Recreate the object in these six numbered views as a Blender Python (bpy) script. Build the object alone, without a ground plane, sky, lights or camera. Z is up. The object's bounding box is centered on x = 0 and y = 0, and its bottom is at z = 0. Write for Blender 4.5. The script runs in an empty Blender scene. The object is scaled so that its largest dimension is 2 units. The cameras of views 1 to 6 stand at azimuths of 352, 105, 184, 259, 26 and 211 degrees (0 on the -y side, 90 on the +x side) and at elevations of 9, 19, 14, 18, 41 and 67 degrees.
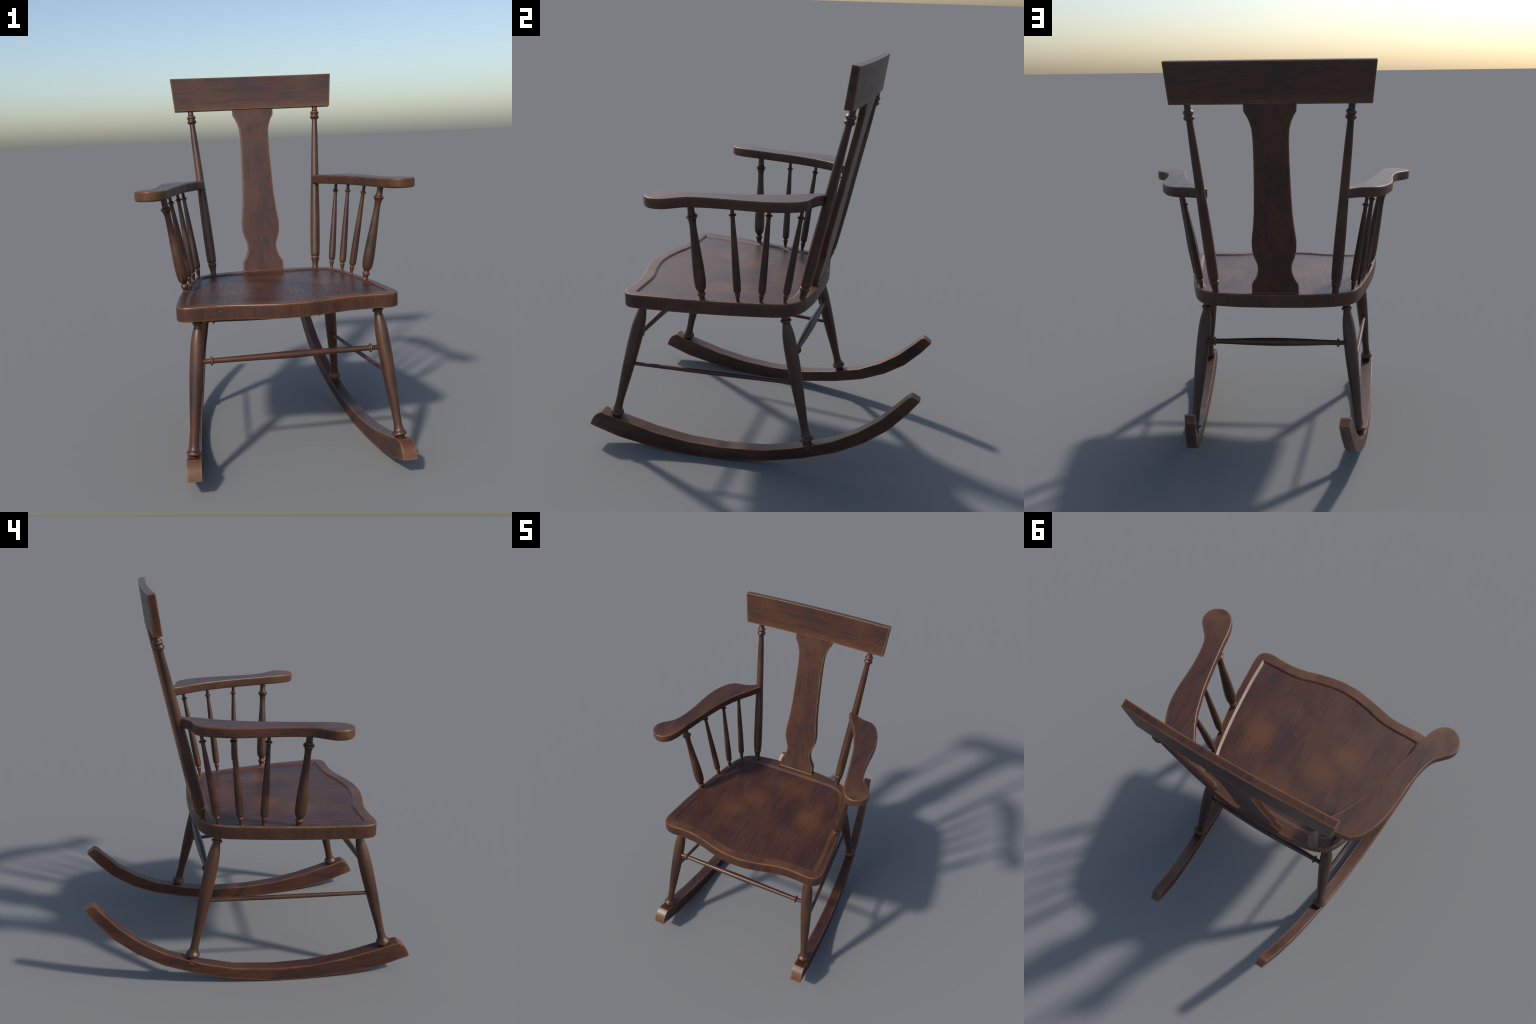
# Old Windsor-style rocking chair in dark stained wood: saddle seat, turned legs and spindles,
# vase-shaped back splat, bowed crest rail, flat scrolled arms, two curved rockers.
import bpy, bmesh, math
from mathutils import Vector, Matrix

# ------------------------------------------------------------------ small maths helpers
def pchip(points, sub):
    """monotone cubic through (z, r) points, 'sub' pieces per interval"""
    n = len(points)
    h = [points[i + 1][0] - points[i][0] for i in range(n - 1)]
    d = [(points[i + 1][1] - points[i][1]) / h[i] for i in range(n - 1)]
    m = [d[0]] + [0.0] * (n - 2) + [d[-1]]
    for i in range(1, n - 1):
        if d[i - 1] * d[i] > 0:
            w1, w2 = 2 * h[i] + h[i - 1], h[i] + 2 * h[i - 1]
            m[i] = (w1 + w2) / (w1 / d[i - 1] + w2 / d[i])
    out = []
    for i in range(n - 1):
        for k in range(sub):
            t = k / sub
            h00, h10 = 2 * t**3 - 3 * t**2 + 1, t**3 - 2 * t**2 + t
            h01, h11 = -2 * t**3 + 3 * t**2, t**3 - t**2
            out.append((points[i][0] + t * h[i],
                        h00 * points[i][1] + h10 * h[i] * m[i] + h01 * points[i + 1][1] + h11 * h[i] * m[i + 1]))
    out.append(points[-1])
    return out


def spline(points, count, closed=False):
    """Catmull-Rom through 2D points, resampled to 'count' equal steps"""
    P = [Vector(p) for p in points]
    n = len(P)
    dense = []
    for i in range(n if closed else n - 1):
        if closed:
            a, b, c, d = P[i - 1], P[i], P[(i + 1) % n], P[(i + 2) % n]
        else:
            b, c = P[i], P[i + 1]
            a = P[i - 1] if i else b * 2 - c
            d = P[i + 2] if i + 2 < n else c * 2 - b
        for k in range(12):
            t = k / 12
            dense.append(0.5 * ((2 * b) + (c - a) * t + (2 * a - 5 * b + 4 * c - d) * t * t
                                + (3 * b - a - 3 * c + d) * t**3))
    dense.append(P[0].copy() if closed else P[-1].copy())
    acc = [0.0]
    for i in range(1, len(dense)):
        acc.append(acc[-1] + (dense[i] - dense[i - 1]).length)
    out, j = [], 0
    for k in range(count + (0 if closed else 1)):
        s = acc[-1] * k / count
        while j < len(acc) - 2 and acc[j + 1] < s:
            j += 1
        seg = acc[j + 1] - acc[j] or 1e-9
        out.append(dense[j].lerp(dense[j + 1], (s - acc[j]) / seg))
    return out


def inset(loop, dist):
    """move a counter-clockwise closed 2D loop inward"""
    n = len(loop)
    res = []
    for i in range(n):
        t = (loop[(i + 1) % n] - loop[i - 1])
        t.normalize()
        res.append(loop[i] + Vector((-t.y, t.x)) * dist)
    return res


# ------------------------------------------------------------------ materials
def wood(name, axis, freq=1.0, warm=0.0, seat=False, dark=0.93, turned=0.0, worn=0.0, figured=0.54, streaky=0.80, rub_at=()):
    """dark walnut stain: long streaks along 'axis', rubbed orange edges, fine nicks"""
    m = bpy.data.materials.new(name)
    m.use_nodes = True
    nt = m.node_tree
    N, L = nt.nodes, nt.links
    bsdf = N["Principled BSDF"]

    def node(kind, **kw):
        n = N.new(kind)
        for k, v in kw.items():
            setattr(n, k, v)
        return n

    def put(sock, v):
        if hasattr(v, "is_output"):
            L.new(v, sock)
        else:
            sock.default_value = v

    def math_(op, a, b=0.0, c=None, clamp=False):
        n = node("ShaderNodeMath", operation=op, use_clamp=clamp)
        put(n.inputs[0], a)
        put(n.inputs[1], b)
        if c is not None:
            put(n.inputs[2], c)
        return n.outputs[0]

    def smooth(v, lo, hi, a=0.0, b=1.0):
        n = node("ShaderNodeMapRange", interpolation_type="SMOOTHSTEP")
        put(n.inputs["Value"], v)
        for s, x in zip(("From Min", "From Max", "To Min", "To Max"), (lo, hi, a, b)):
            n.inputs[s].default_value = x
        return n.outputs[0]

    def mix(fac, a, b, mode="MIX"):
        n = node("ShaderNodeMix", data_type="RGBA", blend_type=mode)
        put(n.inputs[0], fac)
        for s, v in ((6, a), (7, b)):
            if hasattr(v, "is_output"):
                L.new(v, n.inputs[s])
            else:
                n.inputs[s].default_value = (*v, 1)
        return n.outputs[2]

    def noise(vec, scale, detail=3.0, rough=0.55, dist=0.0):
        n = node("ShaderNodeTexNoise")
        L.new(vec, n.inputs["Vector"])
        n.inputs["Scale"].default_value = scale
        n.inputs["Detail"].default_value = detail
        n.inputs["Roughness"].default_value = rough
        n.inputs["Distortion"].default_value = dist
        return n

    tc = node("ShaderNodeTexCoord")
    info = node("ShaderNodeObjectInfo")
    off = node("ShaderNodeVectorMath", operation="SCALE")
    comb = node("ShaderNodeCombineXYZ")
    for s, k in zip(comb.inputs, (3.1, 7.7, 5.3)):
        L.new(math_("MULTIPLY", info.outputs["Random"], k), s)
    L.new(comb.outputs[0], off.inputs[0])
    off.inputs["Scale"].default_value = 1.0
    add = node("ShaderNodeVectorMath", operation="ADD")
    L.new(tc.outputs["Object"], add.inputs[0])
    L.new(off.outputs[0], add.inputs[1])
    P = add.outputs[0]
    # waviness of the grain
    wob = noise(P, 5.0 * freq, 2.0)
    sub = node("ShaderNodeVectorMath", operation="SUBTRACT")
    L.new(wob.outputs["Color"], sub.inputs[0])
    sub.inputs[1].default_value = (0.5, 0.5, 0.5)
    sc = node("ShaderNodeVectorMath", operation="SCALE")
    L.new(sub.outputs[0], sc.inputs[0])
    sc.inputs["Scale"].default_value = 0.034 / freq
    add2 = node("ShaderNodeVectorMath", operation="ADD")
    L.new(P, add2.inputs[0])
    L.new(sc.outputs[0], add2.inputs[1])
    W = add2.outputs[0]

    def stretch(k):
        mp = node("ShaderNodeMapping")
        L.new(W, mp.inputs["Vector"])
        s = [1.0, 1.0, 1.0]
        s["xyz".index(axis)] = k
        mp.inputs["Scale"].default_value = s
        return mp.outputs[0]

    streak = noise(stretch(0.065), 112.0 * freq, 2.0, 0.55).outputs["Fac"]
    figure = noise(stretch(0.075), 46.0 * freq, 3.0, 0.6, 0.2).outputs["Fac"]
    fine = noise(stretch(0.06), 240.0 * freq, 2.0, 0.6).outputs["Fac"]
    broad = noise(stretch(0.45), 8.0 * freq, 3.0, 0.5, 0.4).outputs["Fac"]
    red = noise(stretch(0.2), 40.0 * freq, 2.0, 0.5).outputs["Fac"]

    C_dark = (0.0205 * dark, 0.0132 * dark, 0.0088 * dark)
    C_red = (0.0630 * dark, 0.0166 * dark, 0.0098 * dark)
    C_warm = (0.0755 * dark, 0.0262 * dark, 0.0104 * dark)
    C_worn = (0.112, 0.0425, 0.0140)
    C_edge = (0.235, 0.093, 0.025)

    col = mix(smooth(broad, 0.38 - warm, 0.66 - warm), C_red, C_warm)
    s1 = math_("ADD", math_("MULTIPLY", streak, 1.0 - figured), math_("MULTIPLY", figure, figured))
    s1 = math_("SUBTRACT", s1, math_("MULTIPLY", math_("SUBTRACT", broad, 0.5), 0.35))
    col = mix(smooth(s1, 0.475, 0.605, 0.0, streaky), col, C_dark)
    col = mix(smooth(red, 0.56, 0.72, 0.0, 0.45), col, (0.068 * dark, 0.0170 * dark, 0.0104 * dark))
    col = mix(smooth(fine, 0.35, 0.65, 0.0, 0.22), col, (0.012, 0.008, 0.007))

    if seat:
        # places rubbed by use, and one dull scuff near a back corner
        sep = node("ShaderNodeSeparateXYZ")
        L.new(tc.outputs["Object"], sep.inputs[0])
        spot = None
        soft = math_("MULTIPLY", math_("SUBTRACT", noise(P, 9.0, 3.0).outputs["Fac"], 0.5), 0.75)
        for cx, cy, rx, ry, g in ((-0.215, -0.30, 0.12, 0.13, 0.75), (-0.125, -0.155, 0.13, 0.12, 0.65),
                                  (0.27, -0.17, 0.10, 0.16, 0.9), (0.20, -0.37, 0.12, 0.10, 0.45),
                                  (0.03, 0.05, 0.20, 0.10, 0.5), (-0.16, -0.43, 0.1, 0.08, 0.35)):
            dx = math_("DIVIDE", math_("SUBTRACT", sep.outputs[0], cx), rx)
            dy = math_("DIVIDE", math_("SUBTRACT", sep.outputs[1], cy), ry)
            r = math_("SQRT", math_("ADD", math_("MULTIPLY", dx, dx), math_("MULTIPLY", dy, dy)))
            b = smooth(math_("ADD", r, soft), 1.15, 0.1, 0.0, g)
            spot = b if spot is None else math_("MAXIMUM", spot, b)
        spot = math_("MULTIPLY", spot, smooth(s1, 0.66, 0.44, 0.66, 1.0))
        col = mix(math_("MULTIPLY", spot, 0.95), col, C_worn)
        dx = math_("DIVIDE", math_("ADD", sep.outputs[0], 0.245), 0.035)
        dy = math_("DIVIDE", math_("ADD", sep.outputs[1], 0.045), 0.07)
        r = math_("SQRT", math_("ADD", math_("MULTIPLY", dx, dx), math_("MULTIPLY", dy, dy)))
        sp2 = noise(P, 60.0, 4.0, 0.7).outputs["Fac"]
        scuff = math_("MULTIPLY", smooth(r, 1.3, 0.2), smooth(sp2, 0.38, 0.66, 0.0, 0.55))
        col = mix(scuff, col, (0.085, 0.065, 0.045))
    elif turned:
        # rubbed bellies on the turned pieces
        rub = noise(P, 5.5, 2.0).outputs["Fac"]
        col = mix(smooth(rub, 0.48, 0.68, 0.0, turned), col, (0.092, 0.042, 0.0150))

    # ends and borders handled most: (axis, from, to, strength) along object coordinates
    for ax, lo, hi, g in rub_at:
        sp = node("ShaderNodeSeparateXYZ")
        L.new(tc.outputs["Object"], sp.inputs[0])
        worn_n = noise(P, 11.0, 3.0, 0.6).outputs["Fac"]
        band = math_("MULTIPLY", smooth(sp.outputs["xyz".index(ax)], lo, hi), smooth(worn_n, 0.34, 0.62, 0.2, g))
        if seat:                                            # only the raised rim, not the dished floor
            band = math_("MULTIPLY", band, smooth(sp.outputs[2], .8640, .8655))
        col = mix(band, col, (0.110, 0.045, 0.0155))

    # rubbed edges: where a rounded normal departs from the true one
    bev = node("ShaderNodeBevel", samples=4)
    bev.inputs["Radius"].default_value = 0.006 if turned else 0.015
    geo = node("ShaderNodeNewGeometry")
    dot = node("ShaderNodeVectorMath", operation="DOT_PRODUCT")
    L.new(bev.outputs[0], dot.inputs[0])
    L.new(geo.outputs["Normal"], dot.inputs[1])
    edge = smooth(math_("SUBTRACT", 1.0, dot.outputs["Value"]), 0.004, 0.12, 0.0, 0.85)
    patch = noise(P, 14.0, 3.0, 0.6).outputs["Fac"]
    edge = math_("MULTIPLY", edge, smooth(patch, 0.30, 0.62, 0.45, 1.0))
    if worn:
        edge = math_("MAXIMUM", edge, smooth(patch, 0.36, 0.66, 0.25 * worn, worn))
    col = mix(edge, col, C_edge)

    # nicks: few short pale scratches
    mp = node("ShaderNodeMapping")
    L.new(P, mp.inputs["Vector"])
    mp.inputs["Rotation"].default_value = (0.5, 0.9, 0.35)
    mp.inputs["Scale"].default_value = (26.0, 150.0, 90.0)
    vor = node("ShaderNodeTexVoronoi")
    L.new(mp.outputs[0], vor.inputs["Vector"])
    vor.inputs["Scale"].default_value = 1.0
    dent = smooth(vor.outputs["Distance"], 0.24, 0.10)
    seldom = node("ShaderNodeSeparateXYZ")
    L.new(vor.outputs["Color"], seldom.inputs[0])
    dent = math_("MULTIPLY", dent, smooth(seldom.outputs[0], 0.984, 0.988))
    col = mix(math_("MULTIPLY", dent, 0.5), col, (0.24, 0.17, 0.12))

    L.new(col, bsdf.inputs["Base Color"])
    ro = math_("ADD", math_("MULTIPLY", streak, 0.14), 0.35)
    ro = math_("ADD", ro, math_("MULTIPLY", math_("SUBTRACT", patch, 0.5), 0.10))
    L.new(ro, bsdf.inputs["Roughness"])
    bsdf.inputs["Specular IOR Level"].default_value = 0.52
    bump = node("ShaderNodeBump")
    bump.inputs["Strength"].default_value = 0.12
    bump.inputs["Distance"].default_value = 0.002
    L.new(math_("SUBTRACT", fine, math_("MULTIPLY", dent, 0.8)), bump.inputs["Height"])
    L.new(bump.outputs[0], bsdf.inputs["Normal"])
    return m


M_SEAT = wood("stained_seat_wood", "y", 0.9, seat=True, figured=0.36, streaky=0.66, rub_at=(("y", -.50, -.63, .85), ("y", .12, .20, .35)))
M_BAND = wood("stained_edge_wood", "z", 1.0, warm=0.08, figured=0.5, streaky=0.62, rub_at=(("z", .845, .866, .5),))
M_CREST = wood("stained_crest_wood", "x", 0.85, warm=0.03, figured=0.46, streaky=0.76, rub_at=(("z", 1.86, 1.81, .55),))
M_CROSS = wood("stained_cross_wood", "y", 0.9)
M_SPLAT = wood("stained_splat_wood", "z", 0.95, warm=0.03, figured=0.42, streaky=0.74)
M_ARM = wood("stained_arm_wood", "y", 0.9, rub_at=(("y", -.24, -.43, .8),))
M_ROCK = wood("stained_rocker_wood", "y", 0.9, warm=0.02, rub_at=(("y", -.74, -.82, .9), ("y", .74, .82, .6)))
M_TURN = wood("stained_turned_wood", "z", 0.9, warm=0.03, turned=0.45)
M_STOUT = wood("rubbed_support_wood", "z", 0.9, warm=0.05, turned=0.9)
M_RUB = wood("rubbed_edge_wood", "y", 1.0, warm=0.08, worn=0.6)
M_RUBZ = wood("rubbed_turned_wood", "z", 1.0, warm=0.08, turned=0.45, worn=0.45)

# ------------------------------------------------------------------ object helpers
root = bpy.data.objects.new("rocking_chair", None)
bpy.context.scene.collection.objects.link(root)
root["label"] = "dark stained wooden rocking chair with turned spindles and arms"
root["category"] = "rocking chair"


def finish(bm, name, mats, angle=32.0, recalc=True):
    if recalc:
        bmesh.ops.recalc_face_normals(bm, faces=bm.faces)
    lim = math.radians(angle)
    for f in bm.faces:
        f.smooth = True
    for e in bm.edges:
        e.smooth = not (len(e.link_faces) == 2 and e.calc_face_angle(0.0) > lim)
    me = bpy.data.meshes.new(name)
    bm.to_mesh(me)
    bm.free()
    for m in mats:
        me.materials.append(m)
    return me


def place(name, me, matrix=None, weighted=False):
    ob = bpy.data.objects.new(name, me)
    bpy.context.scene.collection.objects.link(ob)
    if weighted:                                            # big faces stay flat, small bevels take the bend
        wn = ob.modifiers.new("flat_faces", "WEIGHTED_NORMAL")
        wn.keep_sharp = True
        wn.weight = 90
    ob.parent = root
    if matrix is not None:
        ob.matrix_world = matrix
    return ob


def rings_mesh(rings, close=True):
    """bridge closed rings of equal length"""
    bm = bmesh.new()
    V = [[bm.verts.new(p) for p in r] for r in rings]
    n = len(rings[0])
    for a, b in zip(V, V[1:]):
        for i in range(n):
            j = (i + 1) % n
            bm.faces.new((a[i], a[j], b[j], b[i]))
    if close:
        bm.faces.new(list(reversed(V[0])))
        bm.faces.new(V[-1])
    return bm


def lathe(name, profile, sub=3, sides=28, base=None):
    prof = pchip(profile, sub)
    rings = [[(r * math.cos(2 * math.pi * k / sides), r * math.sin(2 * math.pi * k / sides), z)
              for k in range(sides)] for z, r in prof]
    # rings where the profile bends outward quickly get the rubbed look
    slope = [math.atan2(b[1] - a[1], b[0] - a[0]) for a, b in zip(prof, prof[1:])]
    bend = [0.0] + [slope[i - 1] - slope[i] for i in range(1, len(slope))] + [0.0]
    bm = rings_mesh(rings)
    for k, f in enumerate(list(bm.faces)[:len(slope) * sides]):
        i = k // sides
        f.material_index = 1 if max(bend[i], bend[i + 1]) > .26 and max(prof[i][1], prof[i + 1][1]) > .012 else 0
    return finish(bm, name, [base or M_TURN, M_RUBZ], 40.0)


FULL = 1.07            # turned parts are this much stouter than their profiles


def along(a, b, scale=1.0, full=FULL):
    """matrix taking the local z axis to the line from a towards b"""
    a, b = Vector(a), Vector(b)
    q = (b - a).to_track_quat("Z", "Y")
    return Matrix.Translation(a) @ q.to_matrix().to_4x4() @ Matrix.Diagonal((full, full, scale, 1))


def mirror(p, side, shift=0.0):
    return (p[0] * side + shift, p[1], p[2])


DX = 0.003        # the seat, back posts and leg tops sit a hair to the right of the middle

# ------------------------------------------------------------------ seat
OUT = [[(0, -.692), (.05, -.691), (.10, -.6835), (.145, -.674), (.20, -.6600), (.25, -.6460), (.30, -.6360),
        (.36, -.6312), (.42, -.6330), (.47, -.6360), (.508, -.6290), (.532, -.6120)],
       [(.532, -.612), (.5425, -.588), (.5435, -.550), (.534, -.467), (.517, -.325), (.497, -.205), (.477, -.10),
        (.450, .02), (.428, .108)],
       [(.428, .108), (.406, .160), (.379, .196), (.345, .220), (.292, .240)],
       [(.292, .240), (.21, .2545), (.14, .261), (0, .2645)]]
LIP = [[(0, -.6405), (.06, -.636), (.10, -.629), (.16, -.616), (.20, -.604), (.25, -.590), (.30, -.5825),
        (.36, -.580), (.42, -.580), (.46, -.579), (.499, -.5765)],
       [(.499, -.5765), (.493, -.48), (.484, -.39), (.465, -.25), (.443, -.12), (.416, .01), (.391, .095)],
       [(.391, .095), (.376, .130), (.354, .155), (.326, .172), (.292, .182)],
       [(.292, .182), (.24, .1868), (.17, .188), (.10, .188), (0, .188)]]
STEPS = (44, 40, 12, 16)
Z_TOP, Z_BOTTOM = .866, .794


def half_loop(parts, shift):
    pts = []
    for seg, n in zip(parts, STEPS):
        pts += spline(seg, n)[:-1]
    pts.append(Vector(parts[-1][-1]))
    left = [Vector((-p.x, p.y)) for p in pts[1:-1]][::-1]
    return [p + Vector((shift, 0)) for p in pts + left]


outer, lip = half_loop(OUT, 0.0), half_loop(LIP, DX)
corner_a = sum(STEPS[:1])
floor = inset(lip, .0143)
wall_mid = inset(lip, .0012)
nl = len(lip)
for idx, sx in ((STEPS[0], 1), (nl - STEPS[0], -1)):       # keep the two front corners of the dish crisp
    floor[idx] = Vector((sx * .4855 + DX, -.5625))
    wall_mid[idx] = lip[idx].lerp(floor[idx], .08)
    for k in (-1, 1):                                       # no overlap next to the corner
        floor[idx + k] = floor[idx].lerp(floor[idx + 2 * k], .5)


def lift(loop, z):
    return [(p.x, p.y, z) for p in loop]


seat_rings = [lift(inset(outer, .060), Z_BOTTOM), lift(inset(outer, .0055), Z_BOTTOM), lift(inset(outer, .0022), Z_BOTTOM + .0013),
              lift(inset(outer, .0005), Z_BOTTOM + .0045), lift(outer, Z_BOTTOM + .009),
              lift(outer, Z_TOP - .008), lift(inset(outer, .0006), Z_TOP - .0045), lift(inset(outer, .0024), Z_TOP - .0014),
              lift(inset(outer, .0060), Z_TOP), lift(lip, Z_TOP), lift(wall_mid, Z_TOP - .0004), lift(floor, Z_TOP - .0077)]
bm = rings_mesh(seat_rings)
bmesh.ops.recalc_face_normals(bm, faces=bm.faces)
nr = len(outer)
for k, f in enumerate(bm.faces):
    ring = k // nr
    f.material_index = (0, 2, 2, 1, 1, 1, 2, 2, 0, 2, 0)[ring] if ring < 11 else 0
seat_me = finish(bm, "seat", [M_SEAT, M_BAND, M_RUB], 24.0)
place("seat", seat_me, weighted=True)

# ------------------------------------------------------------------ crest rail (bowed board leaning back)
bm = bmesh.new()
US = 24
grid = []
for i in range(US + 1):
    u = -1 + 2 * i / US
    bow = 1 - u * u
    grid.append([bm.verts.new((u * .4617, .3955 + .0145 * bow, 1.8100)),
                 bm.verts.new((u * .4785, .4215 + .0145 * bow, 2.0000)),
                 bm.verts.new((u * .4768, .4585 + .0130 * bow, 1.9945)),
                 bm.verts.new((u * .4600, .4367 + .0130 * bow, 1.8050))])
for a, b in zip(grid, grid[1:]):
    for k in range(4):
        j = (k + 1) % 4
        bm.faces.new((a[k], a[j], b[j], b[k]))
bm.faces.new(grid[0])
bm.faces.new(list(reversed(grid[-1])))
bmesh.ops.recalc_face_normals(bm, faces=bm.faces)
hard = [e for e in bm.edges if len(e.link_faces) == 2 and e.calc_face_angle(0) > .6]
made = set(bmesh.ops.bevel(bm, geom=hard, offset=.0026, segments=2, profile=.5, affect="EDGES")["faces"])
bmesh.ops.recalc_face_normals(bm, faces=bm.faces)
for f in bm.faces:
    f.material_index = 2 if f in made else 1 if abs(f.normal.z) > .8 or abs(f.normal.x) > .8 else 0
place("crest_rail", finish(bm, "crest_rail", [M_CREST, M_CROSS, M_RUB], 50.0), weighted=True)

# ------------------------------------------------------------------ back splat (vase outline cut from a board)
SPLAT = [(.1208, 1.822), (.1205, 1.803), (.1190, 1.7728), (.1053, 1.7505), (.0945, 1.7245), (.0868, 1.695),
         (.0838, 1.657), (.0828, 1.608), (.0838, 1.535), (.0856, 1.465), (.0885, 1.37), (.0920, 1.300),
         (.0975, 1.235), (.1045, 1.182), (.1080, 1.155), (.1088, 1.128), (.1075, 1.097), (.0992, 1.062), (.0850, 1.025),
         (.0832, .995), (.0888, .969), (.1003, .944), (.1152, .921), (.1172, .909), (.1178, .858)]
LEAN = .2066
T_SPLAT = .0345          # measured along y


def splat_y(z):
    return .2206 + LEAN * (z - .868)


loop = [(x, z) for x, z in SPLAT] + [(-x, z) for x, z in reversed(SPLAT)]
bm = bmesh.new()
fr = [bm.verts.new((x - .0006, splat_y(z), z)) for x, z in loop]
bk = [bm.verts.new((x - .0006, splat_y(z) + T_SPLAT, z)) for x, z in loop]
n = len(loop)
half = n // 2
for i in range(half - 1):                                   # quads across the width keep the faces planar
    for v in (fr, bk):
        bm.faces.new((v[i], v[i + 1], v[n - 2 - i], v[n - 1 - i]))
for i in range(n):
    j = (i + 1) % n
    bm.faces.new((fr[i], fr[j], bk[j], bk[i]))
bmesh.ops.recalc_face_normals(bm, faces=bm.faces)
hard = [e for e in bm.edges if len(e.link_faces) == 2 and e.calc_face_angle(0) > 1.0]
for f in bmesh.ops.bevel(bm, geom=hard, offset=.0022, segments=2, profile=.5, affect="EDGES")["faces"]:
    f.material_index = 1
# coves modelled at the splat foot to show its bluish sky reflection and pale glint
for sgn, size, y0 in ((1, .0095, splat_y(.866) + T_SPLAT), (-1, .0045, splat_y(.866))):
    prev = None
    for k in range(6):
        a = math.pi / 2 * k / 5
        y = y0 + sgn * (size * (1 - math.cos(a)) + .0002)
        z = .8662 + size * .8 * (1 - math.sin(a))
        y += LEAN * (z - .866) * 1.0
        row = [bm.verts.new((sx * .1172 - .0006, y, z)) for sx in (-1, 1)]
        base = [bm.verts.new((sx * .1172 - .0006, y0 - sgn * .004 if k == 0 else y, .8600)) for sx in (-1, 1)]
        if prev:
            bm.faces.new((prev[0], prev[1], row[1], row[0]))
            for e in (0, 1):
                bm.faces.new((prev[e], row[e], base[e], prev[2 + e]))
        prev = row + base
place("back_splat", finish(bm, "back_splat", [M_SPLAT, M_RUB], 38.0), weighted=True)

# ------------------------------------------------------------------ turned back posts
Z0 = .866
POST = [(z - Z0, r) for z, r in (
    (.848, .0170), (.8655, .0170), (.869, .0158), (.880, .0155), (.895, .0172), (.908, .0200), (.915, .0224), (.921, .0230), (.9255, .0222),  # base flare here and on spindles, legs: pale shading halo modelled as shape
    (.9275, .0198), (.9305, .0196), (.933, .0215), (.937, .0238), (.944, .0247), (.960, .0253), (1.02, .0261), (1.10, .0260),
    (1.20, .0250), (1.28, .0236), (1.363, .0218), (1.45, .0205), (1.55, .0190), (1.62, .0177), (1.68, .0160),
    (1.72, .0147), (1.732, .0146), (1.7365, .0185), (1.741, .0232), (1.746, .0247), (1.7505, .0238), (1.756, .0200),
    (1.760, .0190), (1.7635, .0205), (1.768, .0234), (1.7725, .0238), (1.777, .0215), (1.782, .0170), (1.787, .0150),
    (1.795, .0145), (1.824, .0145))]
post_me = lathe("back_post", POST)
for side in (1, -1):
    a, b = mirror((.3028, .2207, .866), side, .0035), mirror((.3698, .4145, 1.7703), side, .0035)
    k = (Vector(b) - Vector(a)).length / (1.7703 - Z0)
    place("back_post", post_me, along(a, b, k))

# ------------------------------------------------------------------ arm supports (stout) and spindles (slim)
STOUT = [(z - Z0, r) for z, r in (
    (.850, .0150), (.8655, .0150), (.869, .0134), (.874, .0126), (.882, .0140), (.888, .0166), (.8925, .0192), (.897, .0190), (.901, .0172),
    (.905, .0142), (.909, .0134), (.914, .0160), (.922, .0208), (.935, .0248), (.952, .0265), (.975, .0272), (1.005, .0269),
    (1.04, .0258), (1.10, .0227), (1.17, .0187), (1.22, .0160), (1.25, .0151), (1.27, .0156), (1.286, .0182),
    (1.293, .0216), (1.2985, .0250), (1.3020, .0260), (1.3048, .0246), (1.3085, .0204), (1.315, .0163), (1.326, .0150),
    (1.345, .0148), (1.372, .0148))]
SLIM = [(z - Z0, r) for z, r in (
    (.850, .0094), (.8655, .0094), (.868, .0080), (.872, .0073), (.880, .0083), (.892, .0104), (.900, .0122), (.905, .0129), (.9085, .0115),
    (.911, .0098), (.9135, .0102), (.9165, .0146), (.922, .0170), (.940, .0179), (.975, .0181), (1.04, .0170),
    (1.15, .0143), (1.25, .0110), (1.296, .0094), (1.3085, .0099), (1.3125, .0132), (1.3152, .0164), (1.3178, .0167), (1.3196, .0150),
    (1.3225, .0106), (1.327, .0085), (1.345, .0080), (1.372, .0080))]
stout_me, slim_me = lathe("arm_support", STOUT, base=M_STOUT), lathe("spindle", SLIM, 3, 22)
for side in (1, -1):
    a, b = (.4805, -.2343, .866), (.5576, -.2562, 1.3011)
    a, b = mirror(a, side), mirror(b, side)
    place("arm_support", stout_me, along(a, b, (Vector(b) - Vector(a)).length / (1.3015 - Z0)))
    for a, b in (((.4483, -.0636, .866), (.5263, -.0714, 1.3172)),
                 ((.4237, .0447, .866), (.4809, .0871, 1.3186)),
                 ((.3882, .1535, .866), (.4448, .2289, 1.3133))):
        a, b = mirror(a, side), mirror(b, side)
        place("spindle", slim_me, along(a, b, (Vector(b) - Vector(a)).length / (1.3168 - Z0)))

# ------------------------------------------------------------------ arms (flat boards sawn to a scroll)
ARM = [(.3185, .306), (.338, .269), (.360, .231), (.395, .176), (.414, .139), (.433, .100), (.450, .053), (.468, .002),
       (.485, -.060), (.500, -.125), (.511, -.168), (.523, -.225), (.5355, -.282), (.545, -.335), (.557, -.380), (.575, -.417),
       (.600, -.4405), (.630, -.4500), (.655, -.446), (.681, -.4300), (.699, -.409), (.7062, -.382), (.703, -.350),
       (.688, -.3245), (.662, -.296), (.638, -.269), (.622, -.236), (.609, -.187), (.600, -.132), (.593, -.062), (.590, 0),
       (.585, .055), (.5765, .108), (.561, .160), (.541, .207), (.517, .243), (.486, .268), (.455, .2745), (.420, .280),
       (.389, .2925), (.355, .3165)]
A_TOP, A_LOW = 1.407, 1.3565
arm_loop = spline(ARM, 150) + [Vector((.3455, .335)), Vector((.334, .330))]


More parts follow.
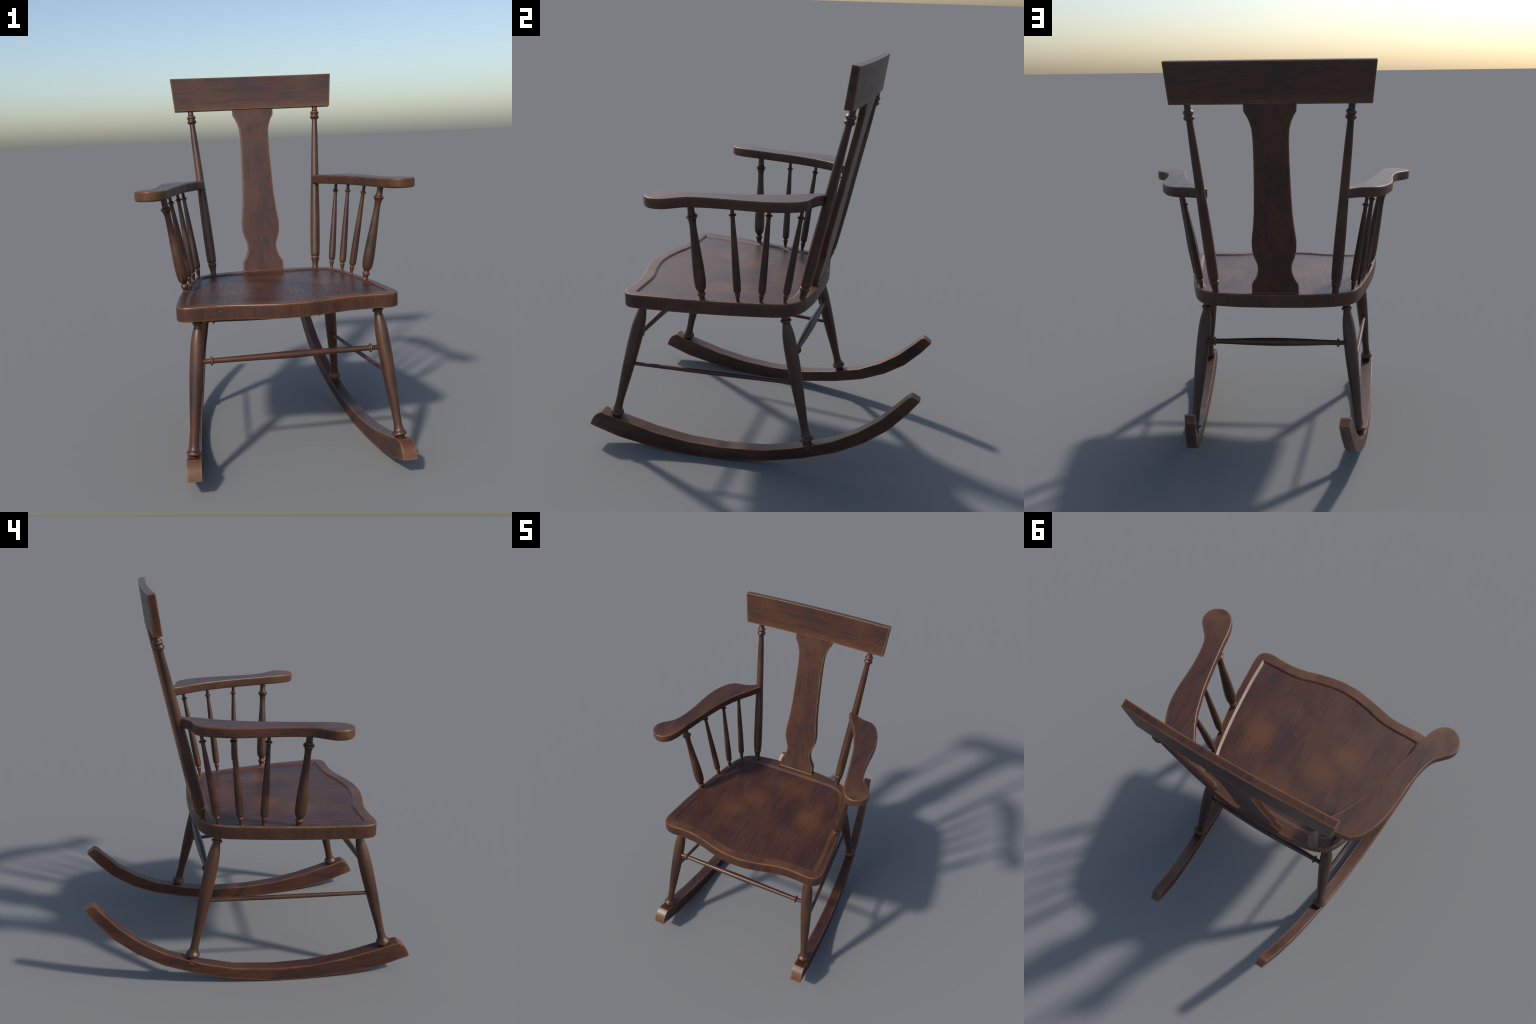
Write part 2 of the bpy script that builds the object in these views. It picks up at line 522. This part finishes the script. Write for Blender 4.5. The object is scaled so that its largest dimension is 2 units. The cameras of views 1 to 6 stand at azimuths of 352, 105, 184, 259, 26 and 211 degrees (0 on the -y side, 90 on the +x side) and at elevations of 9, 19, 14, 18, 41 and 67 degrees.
def arm_mesh(side):
    base = [Vector((p.x * side, p.y)) for p in arm_loop]
    if side < 0:
        base = base[::-1]
    base = inset(base, -.0015)
    levels = ((.0330, 0.0), (.0110, 0.0), (.0052, .0018), (.0018, .0052), (.0, .011), (.0, .0430), (.0010, .0467), (.0030, .0492),
              (.0060, .0505), (.0200, .0505))
    rings = [[(p.x, p.y, A_LOW + h) for p in (inset(base, d) if d else base)] for d, h in levels[1:-1]]
    bm = rings_mesh(rings)
    for k, f in enumerate(bm.faces):
        f.material_index = 1 if k // len(base) in (0, 6) else 0
    return finish(bm, "armrest", [M_ARM, M_RUB], 40.0)


for side in (1, -1):
    place("armrest", arm_mesh(side), weighted=True)

# ------------------------------------------------------------------ legs
LEG = [(z, r) for z, r in (
    (.1300, .0240), (.146, .0215), (.156, .0205), (.163, .0212), (.1665, .0262), (.1705, .0318), (.1755, .0338), (.1815, .0322), (.189, .0262),
    (.198, .0220), (.212, .0200), (.240, .0194), (.270, .0200), (.320, .0226), (.390, .0262), (.480, .0297), (.555, .0315), (.610, .0317),
    (.655, .0306), (.690, .0283), (.715, .0250), (.735, .0212), (.745, .0190), (.752, .0184), (.7565, .0205), (.7605, .0254), (.7640, .0262),
    (.7680, .0240), (.773, .0194), (.780, .0190), (.797, .0190))]
ZC, ZR = .1765, .763                                        # collar and top ring heights in the profile
leg_me = lathe("leg", [(z - ZC, r) for z, r in LEG], 3, 32)
for side in (1, -1):
    for collar, ring, sh in (((.5045, -.6982, .1765), (.4465, -.5600, .7685), .0025),
                             ((.4258, .3024, .1660), (.3620, .1582, .7625), .003)):
        a, b = mirror(collar, side), mirror(ring, side, sh)
        place("leg", leg_me, along(a, b, (Vector(b) - Vector(a)).length / (ZR - ZC)))

# ------------------------------------------------------------------ stretchers
S_HALF = .435


def stretcher_profile(col, half, belly):
    e = [(-half, .0112), (-col - .012, .0110), (-col - .008, .0122), (-col - .0045, .0182), (-col - .001, .0215), (-col + .003, .0205),
         (-col + .007, .0142), (-col + .011, .0123), (-col + .03, .0124)]
    mid = [(-.15, belly * .86), (0.0, belly)]
    left = e + mid
    return left + [(-z, r) for z, r in reversed(left[:-1])]


front_me = lathe("stretcher", stretcher_profile(.393, .440, .0170), 3, 24)
place("stretcher", front_me, along((.0015, -.607, .5928), (.5, -.606, .5926)))
rear_me = lathe("stretcher", stretcher_profile(.318, .385, .0200), 3, 24)
place("stretcher", rear_me, along((.002, .2094, .595), (.5, .2094, .595)))
rod = [(0.0, .0090), (.06, .0094), (.40, .0112), (.74, .0094), (.80, .0090)]
rod_me = lathe("side_stretcher", rod, 4, 20)
for side in (1, -1):
    a, b = mirror((.4800, -.600, .4585), side), mirror((.3970, .212, .4503), side, .002)
    place("side_stretcher", rod_me, along(a, b, (Vector(b) - Vector(a)).length / .80))

# ------------------------------------------------------------------ rockers (sawn in short flats, bent in plan, tapering to the back)
TOP = [(-.7754, .1760), (-.627, .1385), (-.480, .1035), (-.300, .0770), (-.115, .0710), (.092, .0845), (.265, .1230),
       (.435, .1795), (.555, .2450), (.658, .3235), (.745, .4165), (.776, .4520), (.789, .4608), (.801, .4612)]
LOW = [(-.7900, .0795), (-.680, .0460), (-.520, .0185), (-.300, .0005), (-.110, .0000), (.107, .0245), (.290, .0645), (.455, .1175),
       (.586, .1850), (.697, .2685), (.781, .3620), (.800, .3882), (.8180, .4132), (.8365, .4388)]


def rocker_mid(y):
    t = y / .85
    return .45734 - .07604 * t - .032 * t**2 - .01229 * t**3


def rocker_width(y):
    t = y / .85
    return .06416 - .01104 * t - .00545 * t * t


def rocker_mesh(side):
    bm = bmesh.new()
    cols = []
    # rounded nose: from the tip under the toe up to the top edge
    nose = [(0, 0), (.24, .11), (.51, .26), (.73, .48), (.88, .74), (1, 1)]
    outline_top = [(-.7754 - .0613 * f, .176 - .0813 * g) for f, g in reversed(nose)][:-1] + TOP
    outline_low = [(-.8367, .0947)] + [(-.8290, .0925), (-.822, .0900), (-.812, .0868), (-.802, .0835)] + LOW
    for (yt, zt), (yl, zl) in zip(outline_top, outline_low):
        c4 = []
        for y, z in ((yt, zt), (yl, zl)):
            for e in (-1, 1):
                c4.append(((rocker_mid(y) + e * rocker_width(y) / 2) * side, y, z))
        cols.append(c4)
    first = cols[0]
    V = [[bm.verts.new(p) for p in c] for c in cols]
    V[0][0], V[0][1] = V[0][2], V[0][3]                      # the toe closes to an edge
    for a, b in zip(V, V[1:]):
        for q in ((0, 1), (1, 3), (3, 2), (2, 0)):
            vs = [a[q[0]], a[q[1]], b[q[1]], b[q[0]]]
            vs = [v for i, v in enumerate(vs) if v not in vs[:i]]
            if len(vs) > 2:
                bm.faces.new(vs)
    bm.faces.new((V[-1][0], V[-1][1], V[-1][3], V[-1][2]))
    loose = [v for v in bm.verts if not v.link_faces]
    bmesh.ops.delete(bm, geom=loose, context="VERTS")
    bmesh.ops.recalc_face_normals(bm, faces=bm.faces)
    hard = [e for e in bm.edges if len(e.link_faces) == 2 and e.calc_face_angle(0) > .55]
    for f in bmesh.ops.bevel(bm, geom=hard, offset=.0022, segments=2, profile=.5, affect="EDGES")["faces"]:
        f.material_index = 1
    return finish(bm, "rocker", [M_ROCK, M_RUB], 24.0)


for side in (1, -1):
    place("rocker", rocker_mesh(side), weighted=True)
